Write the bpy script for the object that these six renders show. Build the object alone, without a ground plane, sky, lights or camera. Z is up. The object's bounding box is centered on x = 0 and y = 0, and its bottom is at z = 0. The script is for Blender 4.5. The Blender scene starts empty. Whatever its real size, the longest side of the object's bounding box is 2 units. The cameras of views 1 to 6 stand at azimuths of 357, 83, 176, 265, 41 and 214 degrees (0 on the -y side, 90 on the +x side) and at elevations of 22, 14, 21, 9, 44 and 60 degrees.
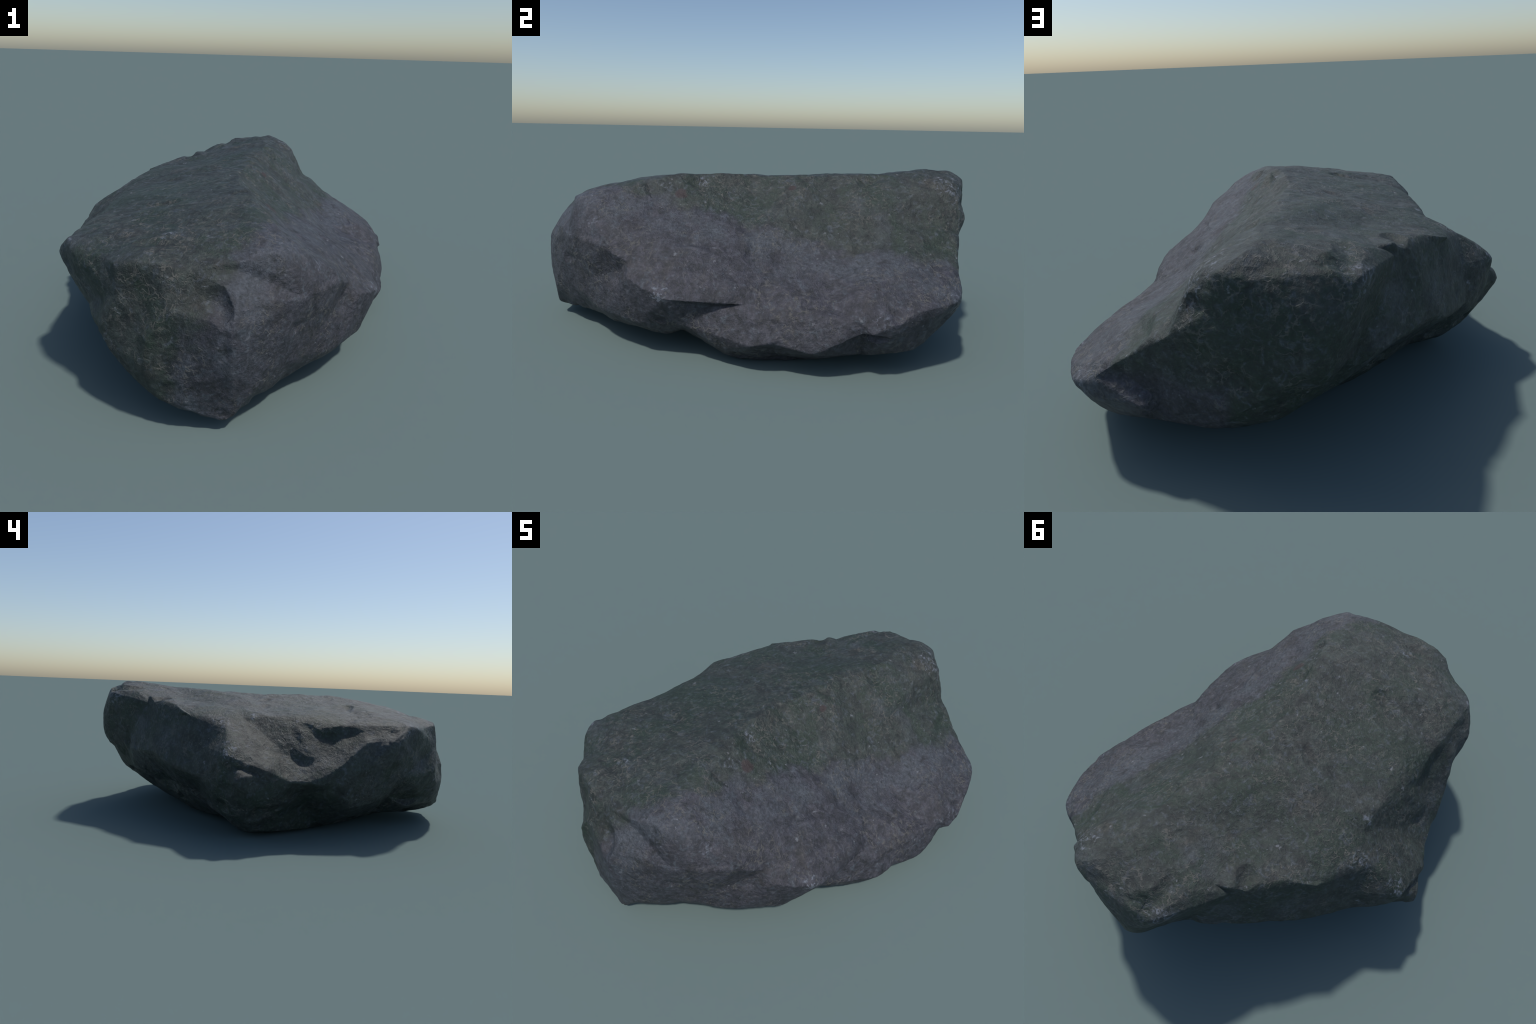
"""A weathered, angular boulder: a slanted top slab, a broken front brow, a long
sloping right flank, an undercut left side and a faceted back, resting on its keel."""
import bpy
import bmesh
import numpy as np
from mathutils import Vector, noise

# --------------------------------------------------------------------------
# Control points of the rock, feature by feature (metres).
# --------------------------------------------------------------------------
RIDGE = [
    (0.052, -0.719, 0.657), (0.088, -0.427, 0.659), (0.030, -0.357, 0.714), (0.004, -0.289, 0.710), (0.048, -0.256, 0.672),
    (-0.008, -0.078, 0.708), (-0.000, -0.002, 0.697), (0.034, -0.020, 0.657), (0.080, 0.334, 0.712), (0.060, 0.490, 0.718),
    (0.150, 0.540, 0.715), (0.120, 0.606, 0.720), (0.150, 0.803, 0.744), (0.202, 0.904, 0.747),
]
TOP_SLAB = [
    (-0.166, -0.454, 0.673), (-0.327, -0.414, 0.643), (-0.420, -0.500, 0.634), (-0.508, -0.401, 0.600), (-0.367, -0.655, 0.617),
    (-0.261, -0.716, 0.630), (-0.225, -0.803, 0.595), (-0.139, -0.216, 0.675), (-0.082, 0.140, 0.688), (-0.155, 0.190, 0.692),
    (-0.258, 0.288, 0.655), (-0.200, 0.460, 0.648), (-0.235, 0.570, 0.662), (-0.391, 0.546, 0.635), (-0.015, 0.535, 0.695),
    (-0.399, 0.073, 0.625),
]
FRONT_BROW = [
    (-0.695, -0.574, 0.499), (-0.648, -0.614, 0.538), (-0.636, -0.626, 0.580), (-0.602, -0.693, 0.558), (-0.575, -0.720, 0.519),
    (-0.483, -0.775, 0.566), (-0.424, -0.850, 0.575), (-0.370, -0.870, 0.589), (-0.262, -0.883, 0.587), (-0.172, -0.890, 0.570),
    (-0.120, -0.922, 0.474), (-0.053, -0.922, 0.526), (-0.019, -0.869, 0.566), (-0.018, -0.962, 0.467), (-0.010, -0.967, 0.447),
    (0.124, -0.831, 0.608), (0.237, -0.737, 0.568), (0.286, -0.725, 0.525), (-0.674, -0.475, 0.505),
]
RIGHT_SLOPE = [
    (0.129, -0.360, 0.625), (0.185, -0.452, 0.577), (0.148, -0.688, 0.629), (0.168, -0.020, 0.566), (0.203, 0.155, 0.600),
    (0.236, 0.269, 0.576), (0.307, 0.385, 0.564), (0.342, 0.366, 0.520), (0.332, 0.445, 0.547), (0.440, 0.450, 0.452),
    (0.421, 0.318, 0.425), (0.518, 0.239, 0.355), (0.598, 0.299, 0.349), (0.695, 0.325, 0.330), (0.632, 0.400, 0.363),
    (0.580, 0.500, 0.402), (0.723, 0.503, 0.322), (0.848, 0.434, 0.240), (0.708, 0.232, 0.264), (0.537, 0.022, 0.328),
    (0.441, 0.064, 0.378), (0.343, -0.051, 0.473), (0.611, -0.124, 0.297), (0.630, -0.098, 0.255), (0.597, -0.213, 0.242),
    (0.482, 0.676, 0.484), (0.503, 0.726, 0.442), (0.346, 0.841, 0.672), (0.305, 0.830, 0.704), (0.207, 0.512, 0.674),
]
RIGHT_RIM = [
    (0.355, -0.687, 0.460), (0.359, -0.677, 0.476), (0.375, -0.692, 0.440), (0.402, -0.598, 0.342), (0.438, -0.572, 0.381),
    (0.486, -0.574, 0.335), (0.585, -0.440, 0.297), (0.619, -0.423, 0.282), (0.574, -0.339, 0.152), (0.625, -0.198, 0.259),
    (0.699, -0.018, 0.227), (0.708, 0.000, 0.206), (0.749, -0.006, 0.146), (0.746, 0.002, 0.136), (0.746, 0.040, 0.153),
    (0.749, 0.096, 0.200), (0.807, 0.134, 0.113), (0.818, 0.186, 0.135), (0.810, 0.318, 0.192), (0.839, 0.348, 0.199),
    (0.844, 0.397, 0.222), (0.833, 0.430, 0.176), (0.812, 0.370, 0.150), (0.782, 0.369, 0.196), (0.796, 0.300, 0.250),
    (0.790, 0.432, 0.100), (0.765, 0.541, 0.095), (0.801, 0.584, 0.238), (0.818, 0.550, 0.280), (0.769, 0.640, 0.304),
    (0.759, 0.707, 0.290), (0.684, 0.759, 0.324), (0.588, 0.777, 0.356), (0.561, 0.794, 0.413), (0.475, 0.823, 0.484),
    (0.469, 0.840, 0.476), (0.411, 0.865, 0.418), (0.440, 0.858, 0.377), (0.410, 0.876, 0.319), (0.529, 0.847, 0.272),
    (0.740, 0.650, 0.208), (0.359, 0.879, 0.637), (0.272, 0.928, 0.717), (0.741, -0.083, 0.122), (0.454, -0.352, 0.411),
    (0.376, -0.461, 0.466),
]
LEFT_CREST = [
    (-0.528, -0.213, 0.616), (-0.603, -0.312, 0.571), (-0.631, -0.405, 0.548), (-0.688, -0.400, 0.496), (-0.700, -0.530, 0.510),
    (-0.580, -0.450, 0.592), (-0.612, -0.247, 0.494), (-0.735, -0.270, 0.385), (-0.724, -0.175, 0.360), (-0.612, -0.080, 0.537),
    (-0.607, 0.068, 0.497), (-0.540, 0.070, 0.602), (-0.527, 0.197, 0.592), (-0.445, 0.180, 0.630), (-0.584, 0.298, 0.576),
    (-0.628, 0.277, 0.539), (-0.742, 0.249, 0.474), (-0.785, 0.289, 0.435), (-0.832, 0.199, 0.345), (-0.842, 0.230, 0.314),
    (-0.841, 0.223, 0.291), (-0.802, 0.123, 0.345), (-0.809, 0.063, 0.353),
]
BACK_CREST = [
    (-0.443, 0.516, 0.593), (-0.506, 0.479, 0.598), (-0.508, 0.457, 0.589), (-0.315, 0.654, 0.630), (-0.256, 0.684, 0.631),
    (-0.237, 0.695, 0.672), (-0.185, 0.709, 0.664), (-0.126, 0.792, 0.703), (-0.037, 0.883, 0.718), (0.012, 0.917, 0.704),
    (0.039, 0.923, 0.712), (0.119, 0.908, 0.716), (0.211, 0.951, 0.700), (-0.043, 0.948, 0.700), (-0.097, 0.936, 0.660),
    (-0.106, 0.917, 0.676), (0.388, 0.872, 0.465), (0.423, 0.860, 0.502), (0.418, 0.799, 0.515), (0.493, 0.825, 0.296),
]
BACK_FACE = [
    (0.109, 0.930, 0.322), (0.049, 0.932, 0.318), (0.012, 0.984, 0.403), (0.050, 1.003, 0.444), (0.130, 0.986, 0.499),
    (0.199, 0.964, 0.582), (0.240, 0.953, 0.563), (0.239, 0.948, 0.644), (0.312, 0.917, 0.596), (0.379, 0.905, 0.547),
    (0.266, 0.949, 0.485), (0.235, 0.943, 0.295), (0.130, 0.890, 0.216), (0.172, 0.814, 0.152), (0.375, 0.868, 0.205),
    (-0.075, 0.865, 0.395), (-0.115, 0.835, 0.375), (-0.214, 0.792, 0.375), (-0.192, 0.769, 0.530), (-0.425, 0.633, 0.380),
    (0.010, 1.003, 0.556),
]
LEFT_FACE = [
    (-0.360, 0.650, 0.482), (-0.310, 0.685, 0.345), (-0.240, 0.540, 0.200), (-0.503, 0.553, 0.330), (-0.505, 0.512, 0.456),
    (-0.618, 0.378, 0.450), (-0.643, 0.398, 0.294), (-0.756, 0.292, 0.289), (-0.782, 0.251, 0.380), (-0.788, 0.070, 0.222),
    (-0.775, -0.031, 0.309), (-0.741, -0.112, 0.330), (-0.755, -0.145, 0.305), (-0.730, -0.290, 0.300), (-0.693, -0.414, 0.376),
    (-0.655, -0.345, 0.147), (-0.530, -0.270, 0.050), (-0.600, -0.120, 0.170), (-0.565, -0.530, 0.178), (-0.475, -0.600, 0.190),
    (-0.410, -0.690, 0.155), (-0.446, -0.727, 0.126), (-0.426, -0.815, 0.181), (-0.386, -0.873, 0.152), (-0.338, -0.891, 0.129),
    (-0.309, -0.930, 0.113), (-0.215, -0.979, 0.108), (-0.166, -0.986, 0.186), (-0.129, -0.967, 0.055), (-0.266, -0.951, 0.304),
    (-0.314, -0.958, 0.348), (-0.359, -0.898, 0.366), (-0.339, -0.869, 0.481), (-0.411, -0.871, 0.475), (-0.464, -0.814, 0.439),
    (-0.487, -0.850, 0.335), (-0.475, -0.868, 0.280), (-0.327, -0.961, 0.262), (-0.250, -0.940, 0.450), (-0.612, -0.652, 0.420),
    (-0.585, -0.630, 0.318),
]
FRONT_FACE = [
    (-0.049, -0.988, 0.051), (-0.020, -0.986, 0.067), (-0.029, -0.947, 0.043), (0.012, -0.935, 0.079), (0.050, -0.975, 0.165),
    (-0.035, -1.015, 0.262), (-0.030, -1.009, 0.390), (-0.050, -0.995, 0.427), (0.030, -0.861, 0.598), (0.220, -0.853, 0.458),
    (0.310, -0.740, 0.280), (0.381, -0.684, 0.150), (0.386, -0.590, 0.086), (0.512, -0.526, 0.144), (0.469, -0.417, 0.069),
    (0.442, -0.622, 0.230), (0.279, -0.735, 0.118), (0.179, -0.801, 0.122), (0.118, -0.825, 0.078), (0.101, -0.867, 0.086),
    (0.150, -0.875, 0.207), (-0.079, -0.982, 0.090), (-0.083, -0.984, 0.048), (-0.223, -0.966, 0.163), (-0.285, -0.957, 0.118),
]
RIGHT_FOOT = [
    (0.561, -0.172, 0.006), (0.612, -0.108, 0.019), (0.636, -0.021, 0.047), (0.642, -0.194, 0.069), (0.475, -0.286, 0.056),
    (0.470, -0.353, 0.100), (0.700, -0.058, 0.216), (0.748, 0.155, 0.246), (0.774, 0.316, 0.182), (0.730, 0.343, 0.074),
    (0.620, 0.191, 0.001), (0.712, 0.633, 0.110), (0.606, 0.731, 0.167), (0.709, 0.738, 0.253),
]
UNDERSIDE = [
    (0.289, 0.676, 0.028), (0.323, 0.764, 0.110), (0.429, 0.823, 0.186), (0.067, 0.749, 0.167), (-0.015, 0.816, 0.244),
    (-0.217, 0.537, 0.126), (-0.330, 0.500, 0.190), (-0.420, 0.400, 0.185), (-0.434, 0.380, 0.125), (-0.430, 0.253, 0.038),
    (-0.560, 0.250, 0.070), (-0.609, 0.298, 0.106), (-0.620, 0.200, 0.030), (-0.680, 0.150, 0.035), (-0.710, 0.210, 0.100),
    (-0.725, 0.260, 0.172), (-0.570, 0.120, 0.000), (-0.500, -0.220, 0.010), (-0.223, -0.069, 0.000), (-0.150, 0.300, 0.010),
    (-0.159, 0.463, 0.020), (0.350, 0.300, 0.000), (0.200, 0.000, 0.010), (0.300, -0.300, 0.040), (0.100, -0.450, 0.060),
    (0.000, -0.700, 0.050), (-0.192, -0.866, 0.046), (-0.250, -0.771, 0.071), (-0.312, -0.537, 0.042), (-0.245, -0.530, 0.025),
]

FEATURES = [RIDGE, TOP_SLAB, FRONT_BROW, RIGHT_SLOPE, RIGHT_RIM, LEFT_CREST, BACK_CREST,
            BACK_FACE, LEFT_FACE, FRONT_FACE, RIGHT_FOOT, UNDERSIDE]
CENTRE = np.array((0.0, 0.0, 0.36))
EXTENT = np.array((0.85, 1.0, 0.45))


def cage():
    """Fracture facets between the control points: neighbours as seen from the rock's
    core, with each shared edge turned the way that bends the surface least."""
    pts = np.array([p for f in FEATURES for p in f], float)
    rays = (pts - CENTRE) / EXTENT
    rays /= np.linalg.norm(rays, axis=1)[:, None]
    bm = bmesh.new()
    number = bm.verts.layers.int.new("number")
    for i, r in enumerate(rays):
        bm.verts.new(r)[number] = i
    bmesh.ops.convex_hull(bm, input=bm.verts[:])
    bmesh.ops.triangulate(bm, faces=bm.faces[:])
    tris = [tuple(v[number] for v in f.verts) for f in bm.faces]
    bm.free()
    tris = [t if np.dot(np.cross(rays[t[1]] - rays[t[0]], rays[t[2]] - rays[t[0]]), rays[t[0]]) > 0
            else (t[0], t[2], t[1]) for t in tris]
    across = {}
    for t in tris:
        for k in range(3):
            across[t[k], t[(k + 1) % 3]] = t[(k + 2) % 3]

    def normal(a, b, c):
        n = np.cross(pts[b] - pts[a], pts[c] - pts[a])
        return n / (np.linalg.norm(n) + 1e-12)

    def bend(n, m):
        return np.arccos(np.clip(np.dot(n, m), -1.0, 1.0))

    def facing(a, b, c):
        return np.dot(np.cross(rays[b] - rays[a], rays[c] - rays[a]), rays[a] + rays[b] + rays[c])

    for _ in range(12):
        turned = 0
        for a, b in sorted(across):
            if a > b or (a, b) not in across:
                continue
            c, d = across[a, b], across[b, a]
            if (c, d) in across or facing(a, d, c) < 1e-4 or facing(d, b, c) < 1e-4:
                continue
            rim = [normal(q, p, across[q, p]) for p, q in ((b, c), (c, a), (a, d), (d, b))]
            n0, n1 = normal(a, b, c), normal(b, a, d)
            m0, m1 = normal(a, d, c), normal(d, b, c)
            before = bend(n0, n1) * np.linalg.norm(pts[a] - pts[b])
            after = bend(m0, m1) * np.linalg.norm(pts[c] - pts[d])
            for (p, q), r, old, new in (((b, c), rim[0], n0, m1), ((c, a), rim[1], n0, m0),
                                        ((a, d), rim[2], n1, m0), ((d, b), rim[3], n1, m1)):
                length = np.linalg.norm(pts[p] - pts[q])
                before += bend(old, r) * length
                after += bend(new, r) * length
            if after < before - 1e-6:
                del across[a, b], across[b, a]
                across[a, d], across[d, c], across[c, a] = c, a, d
                across[d, b], across[b, c], across[c, d] = c, d, b
                turned += 1
        if not turned:
            break
    out = {tuple(sorted((a, b, c))): (a, b, c) for (a, b), c in across.items()}
    return pts, np.array([out[k] for k in sorted(out)], int)


def split(pts, tris):
    """One round of midpoint subdivision."""
    e = np.sort(np.vstack([tris[:, [0, 1]], tris[:, [1, 2]], tris[:, [2, 0]]]), axis=1)
    e, inv = np.unique(e, axis=0, return_inverse=True)
    inv = inv.reshape(-1)
    n, m = len(pts), len(tris)
    a, b, c = (n + inv[k * m:(k + 1) * m] for k in range(3))
    out = np.vstack([np.stack(t, 1) for t in ((tris[:, 0], a, c), (a, tris[:, 1], b), (c, b, tris[:, 2]), (a, b, c))])
    return np.vstack([pts, pts[e].mean(1)]), out


def relax(pts, tris, amount):
    e = np.vstack([tris[:, [0, 1]], tris[:, [1, 2]], tris[:, [2, 0]]])
    k = np.bincount(e[:, 0], minlength=len(pts))
    s = np.stack([np.bincount(e[:, 0], pts[e[:, 1], c], len(pts)) for c in range(3)], 1)
    return pts + amount * (s / k[:, None] - pts)


def normals(pts, tris):
    n = np.cross(pts[tris[:, 1]] - pts[tris[:, 0]], pts[tris[:, 2]] - pts[tris[:, 0]])
    out = np.stack([sum(np.bincount(tris[:, k], n[:, c], len(pts)) for k in range(3)) for c in range(3)], 1)
    return out / np.linalg.norm(out, axis=1)[:, None]


def weather(pts, tris):
    """Lumps, chips and pits over the fracture facets, moved along the normals."""
    out = np.empty(len(pts))
    for i, p in enumerate(pts):
        v = Vector(p)
        warp = v + 0.04 * noise.noise_vector(v * 5.0)
        h = 0.0080 * noise.noise(warp * 5.5)
        near, far = noise.voronoi(warp * 7.0)[0][:2]
        h += 0.0070 * min(far - near, 0.5)
        near, far = noise.voronoi(warp * 19.0)[0][:2]
        rough = max(0.0, noise.noise(v * 3.1 + Vector((2.0, 8.0, 1.0))) + 0.25)
        h += 0.0050 * rough * min(far - near, 0.5)
        h += 0.0022 * noise.noise(warp * 26.0) * (0.4 + rough)
        h += 0.0010 * noise.noise(v * 70.0)
        pit = noise.noise(v * 9.0 + Vector((9.0, 2.0, 4.0)))
        if pit > 0.40:
            h -= 0.045 * (pit - 0.40)
        out[i] = h
    return pts + normals(pts, tris) * (out - out.mean())[:, None]


def body(rounds=4):
    pts, tris = cage()
    for k in range(rounds):
        pts, tris = split(pts, tris)
        pts = relax(pts, tris, (0.12, 0.2, 0.3, 0.3, 0.25)[k])
    return pts, tris


def build():
    pts, tris = body(5)
    pts = weather(pts, tris)
    pts[:, 2] = np.maximum(pts[:, 2], 0.0)
    me = bpy.data.meshes.new("boulder")
    me.from_pydata(pts.tolist(), [], tris.tolist())
    me.update()
    me.polygons.foreach_set("use_smooth", [True] * len(me.polygons))
    ob = bpy.data.objects.new("boulder", me)
    bpy.context.scene.collection.objects.link(ob)
    return ob


# broken bluish-white spots on edges and corners: centre, radius
PALE_SPOTS = [((0.286, -0.725, 0.525), 0.025), ((0.585, -0.44, 0.297), 0.035), ((0.827, 0.388, 0.247), 0.03),
        ((-0.584, 0.297, 0.572), 0.04), ((-0.741, 0.265, 0.471), 0.035), ((-0.774, 0.279, 0.446), 0.03),
        ((-0.106, 0.92, 0.672), 0.05), ((0.305, 0.84, 0.70), 0.055), ((0.35, 0.87, 0.63), 0.04),
        ((0.048, -0.256, 0.68), 0.03), ((0.09, -0.427, 0.66), 0.022), ((-0.545, 0.15, 0.615), 0.035),
        ((-0.64, -0.64, 0.56), 0.03), ((0.74, 0.72, 0.30), 0.05), ((-0.26, -0.716, 0.633), 0.025)]


class Graph:
    """Small helper for wiring shader nodes."""

    def __init__(self, name):
        self.material = bpy.data.materials.new(name)
        self.material.use_nodes = True
        self.tree = self.material.node_tree
        self.shader = self.tree.nodes["Principled BSDF"]
        self.place = self.new("ShaderNodeTexCoord").outputs["Object"]

    def new(self, kind, **settings):
        node = self.tree.nodes.new(kind)
        for key, value in settings.items():
            setattr(node, key, value)
        return node

    def put(self, socket, value):
        if isinstance(value, bpy.types.NodeSocket):
            self.tree.links.new(value, socket)
        else:
            socket.default_value = value

    def noise(self, scale, detail=5.0, rough=0.6, warp=0.0, where=None):
        n = self.new("ShaderNodeTexNoise")
        self.put(n.inputs["Vector"], where or self.place)
        n.inputs["Scale"].default_value = scale
        n.inputs["Detail"].default_value = detail
        n.inputs["Roughness"].default_value = rough
        n.inputs["Distortion"].default_value = warp
        return n.outputs["Fac"]

    def math(self, op, a, b=0.0, c=0.0):
        n = self.new("ShaderNodeMath", operation=op)
        for socket, value in zip(n.inputs, (a, b, c)):
            self.put(socket, value)
        return n.outputs[0]

    def ramp(self, value, low, high, start=0.0, end=1.0):
        n = self.new("ShaderNodeMapRange", interpolation_type="SMOOTHSTEP")
        for socket, v in zip(n.inputs, (value, low, high, start, end)):
            self.put(socket, v)
        return n.outputs[0]

    def mix(self, fac, a, b, blend="MIX"):
        n = self.new("ShaderNodeMix", data_type="RGBA", blend_type=blend)
        self.put(n.inputs[0], fac)
        for socket, value in ((n.inputs[6], a), (n.inputs[7], b)):
            self.put(socket, (*value, 1.0) if isinstance(value, tuple) else value)
        return n.outputs[2]

    def plane(self, normal, offset):
        n = self.new("ShaderNodeVectorMath", operation="DOT_PRODUCT")
        self.put(n.inputs[0], self.place)
        n.inputs[1].default_value = normal
        return self.math("SUBTRACT", n.outputs["Value"], offset)

    def spot(self, centre, radius):
        n = self.new("ShaderNodeVectorMath", operation="DISTANCE")
        self.put(n.inputs[0], self.place)
        n.inputs[1].default_value = centre
        ragged = self.math("MULTIPLY_ADD", self.noise(45.0, 3.0), radius, n.outputs["Value"])
        return self.ramp(ragged, radius * 1.6, radius * 1.15)


def stone():
    g = Graph("weathered_stone")
    broad = g.noise(2.3, 4.0, 0.55)
    blotch = g.noise(7.0, 6.0, 0.62, 0.4)
    mottle = g.noise(19.0, 7.0, 0.65, 0.3)
    grain = g.noise(75.0, 6.0, 0.7)
    grit = g.noise(210.0, 3.0, 0.6)
    wander = g.math("MULTIPLY_ADD", blotch, 0.30, -0.15)

    # bare, purplish stone below the old soil line on the right, the front and the back corner
    line = g.math("ADD", g.plane((-0.867, 0.387, 0.315), -0.115), wander)
    bare = g.ramp(line, 0.035, -0.035)
    x = g.plane((1.0, 0.0, 0.0), 0.27)
    low = g.plane((0.0, 0.0, -1.0), -0.37)
    back = g.plane((0.468, 0.883, 0.0), 1.0)
    corner = g.math("MINIMUM", x, g.math("MAXIMUM", low, back))
    corner = g.ramp(g.math("MULTIPLY_ADD", wander, 0.4, corner), -0.02, 0.03)
    bare = g.math("MAXIMUM", bare, corner)

    purple = g.mix(g.ramp(mottle, 0.3, 0.72), (0.027, 0.027, 0.035), (0.074, 0.072, 0.091))  # blue skylight is tinted into this base and the olive one below
    purple = g.mix(g.ramp(blotch, 0.54, 0.74, 0.0, 0.5), purple, (0.056, 0.048, 0.041))
    olive = g.mix(g.ramp(mottle, 0.3, 0.72), (0.019, 0.025, 0.023), (0.054, 0.070, 0.058))
    olive = g.mix(g.ramp(blotch, 0.52, 0.72, 0.0, 0.5), olive, (0.062, 0.057, 0.045))
    olive = g.mix(g.ramp(broad, 0.50, 0.66, 0.0, 0.6), olive, (0.066, 0.079, 0.088))
    moss = g.noise(4.3, 7.0, 0.66, 0.6)
    olive = g.mix(g.ramp(moss, 0.44, 0.60, 0.0, 0.85), olive, (0.020, 0.040, 0.024))
    colour = g.mix(bare, olive, purple)

    # a pale, washed-out band just below the moss line
    below = g.math("MULTIPLY", g.ramp(line, 0.03, -0.03), g.ramp(line, -0.34, -0.05))
    below = g.math("MULTIPLY", below, g.ramp(g.noise(6.0, 5.0, 0.65), 0.38, 0.62))
    colour = g.mix(g.math("MULTIPLY", below, 0.75), colour, (0.082, 0.096, 0.114))

    # bluish smudges and dark stains
    smear = g.noise(27.0, 5.0, 0.6, 1.2)
    colour = g.mix(g.ramp(smear, 0.52, 0.70, 0.0, 0.7), colour, (0.086, 0.104, 0.124))
    colour = g.mix(g.ramp(smear, 0.46, 0.32, 0.0, 0.7), colour, (0.013, 0.017, 0.017))

    # grain
    colour = g.mix(g.ramp(grain, 0.36, 0.66, 0.55, 0.0), colour, (0.016, 0.017, 0.019))
    colour = g.mix(g.ramp(grain, 0.55, 0.75, 0.0, 0.5), colour, (0.12, 0.12, 0.125))

    # pale thread-like crust
    bent = g.new("ShaderNodeVectorMath", operation="MULTIPLY_ADD")
    wobble = g.new("ShaderNodeTexNoise")
    g.put(wobble.inputs["Vector"], g.place)
    wobble.inputs["Scale"].default_value = 26.0
    wobble.inputs["Detail"].default_value = 4.0
    g.put(bent.inputs[0], wobble.outputs["Color"])
    bent.inputs[1].default_value = (0.075, 0.075, 0.075)
    g.put(bent.inputs[2], g.place)
    cells = g.new("ShaderNodeTexVoronoi", feature="DISTANCE_TO_EDGE")
    g.put(cells.inputs["Vector"], bent.outputs[0])
    cells.inputs["Scale"].default_value = 29.0
    thread = g.ramp(cells.outputs["Distance"], 0.11, 0.0)
    thread = g.math("MULTIPLY", thread, g.ramp(g.noise(5.2, 5.0, 0.6), 0.42, 0.60))
    thread = g.math("MULTIPLY", thread, g.ramp(g.noise(34.0, 3.0), 0.42, 0.62))
    colour = g.mix(g.math("MULTIPLY", thread, 0.7), colour, (0.125, 0.119, 0.105))

    # pale flecks and the two rusty scars
    fleck = g.ramp(g.noise(30.0, 4.0, 0.6), 0.66, 0.74)
    colour = g.mix(g.math("MULTIPLY", fleck, 0.6), colour, (0.20, 0.21, 0.23))
    spot_breakup = g.ramp(g.noise(48.0, 5.0, 0.65, 0.8), 0.50, 0.66)
    for place, size in PALE_SPOTS:
        pale_spot = g.math("MULTIPLY", g.spot(place, size * 1.3), spot_breakup)
        colour = g.mix(g.math("MULTIPLY", pale_spot, 0.7), colour, (0.19, 0.21, 0.25))
    rust = g.math("MAXIMUM", g.spot((0.129, -0.36, 0.625), 0.032), g.spot((0.127, 0.161, 0.651), 0.02))
    colour = g.mix(g.math("MULTIPLY", rust, 0.85), colour, (0.040, 0.026, 0.026))
    g.put(g.shader.inputs["Base Color"], colour)
    g.put(g.shader.inputs["Roughness"], g.ramp(mottle, 0.3, 0.7, 0.62, 0.50))

    height = g.math("MULTIPLY_ADD", mottle, 1.0, g.math("MULTIPLY", grain, 0.55))
    height = g.math("MULTIPLY_ADD", grit, 0.15, height)
    height = g.math("MULTIPLY_ADD", thread, 0.18, height)
    bump = g.new("ShaderNodeBump")
    bump.inputs["Strength"].default_value = 0.7
    bump.inputs["Distance"].default_value = 0.012
    g.put(bump.inputs["Height"], height)
    g.put(g.shader.inputs["Normal"], bump.outputs["Normal"])
    return g.material


ob = build()
ob["label"] = "angular dark grey boulder with mossy green and purplish faces"
ob["category"] = "rock"
ob.data.materials.append(stone())
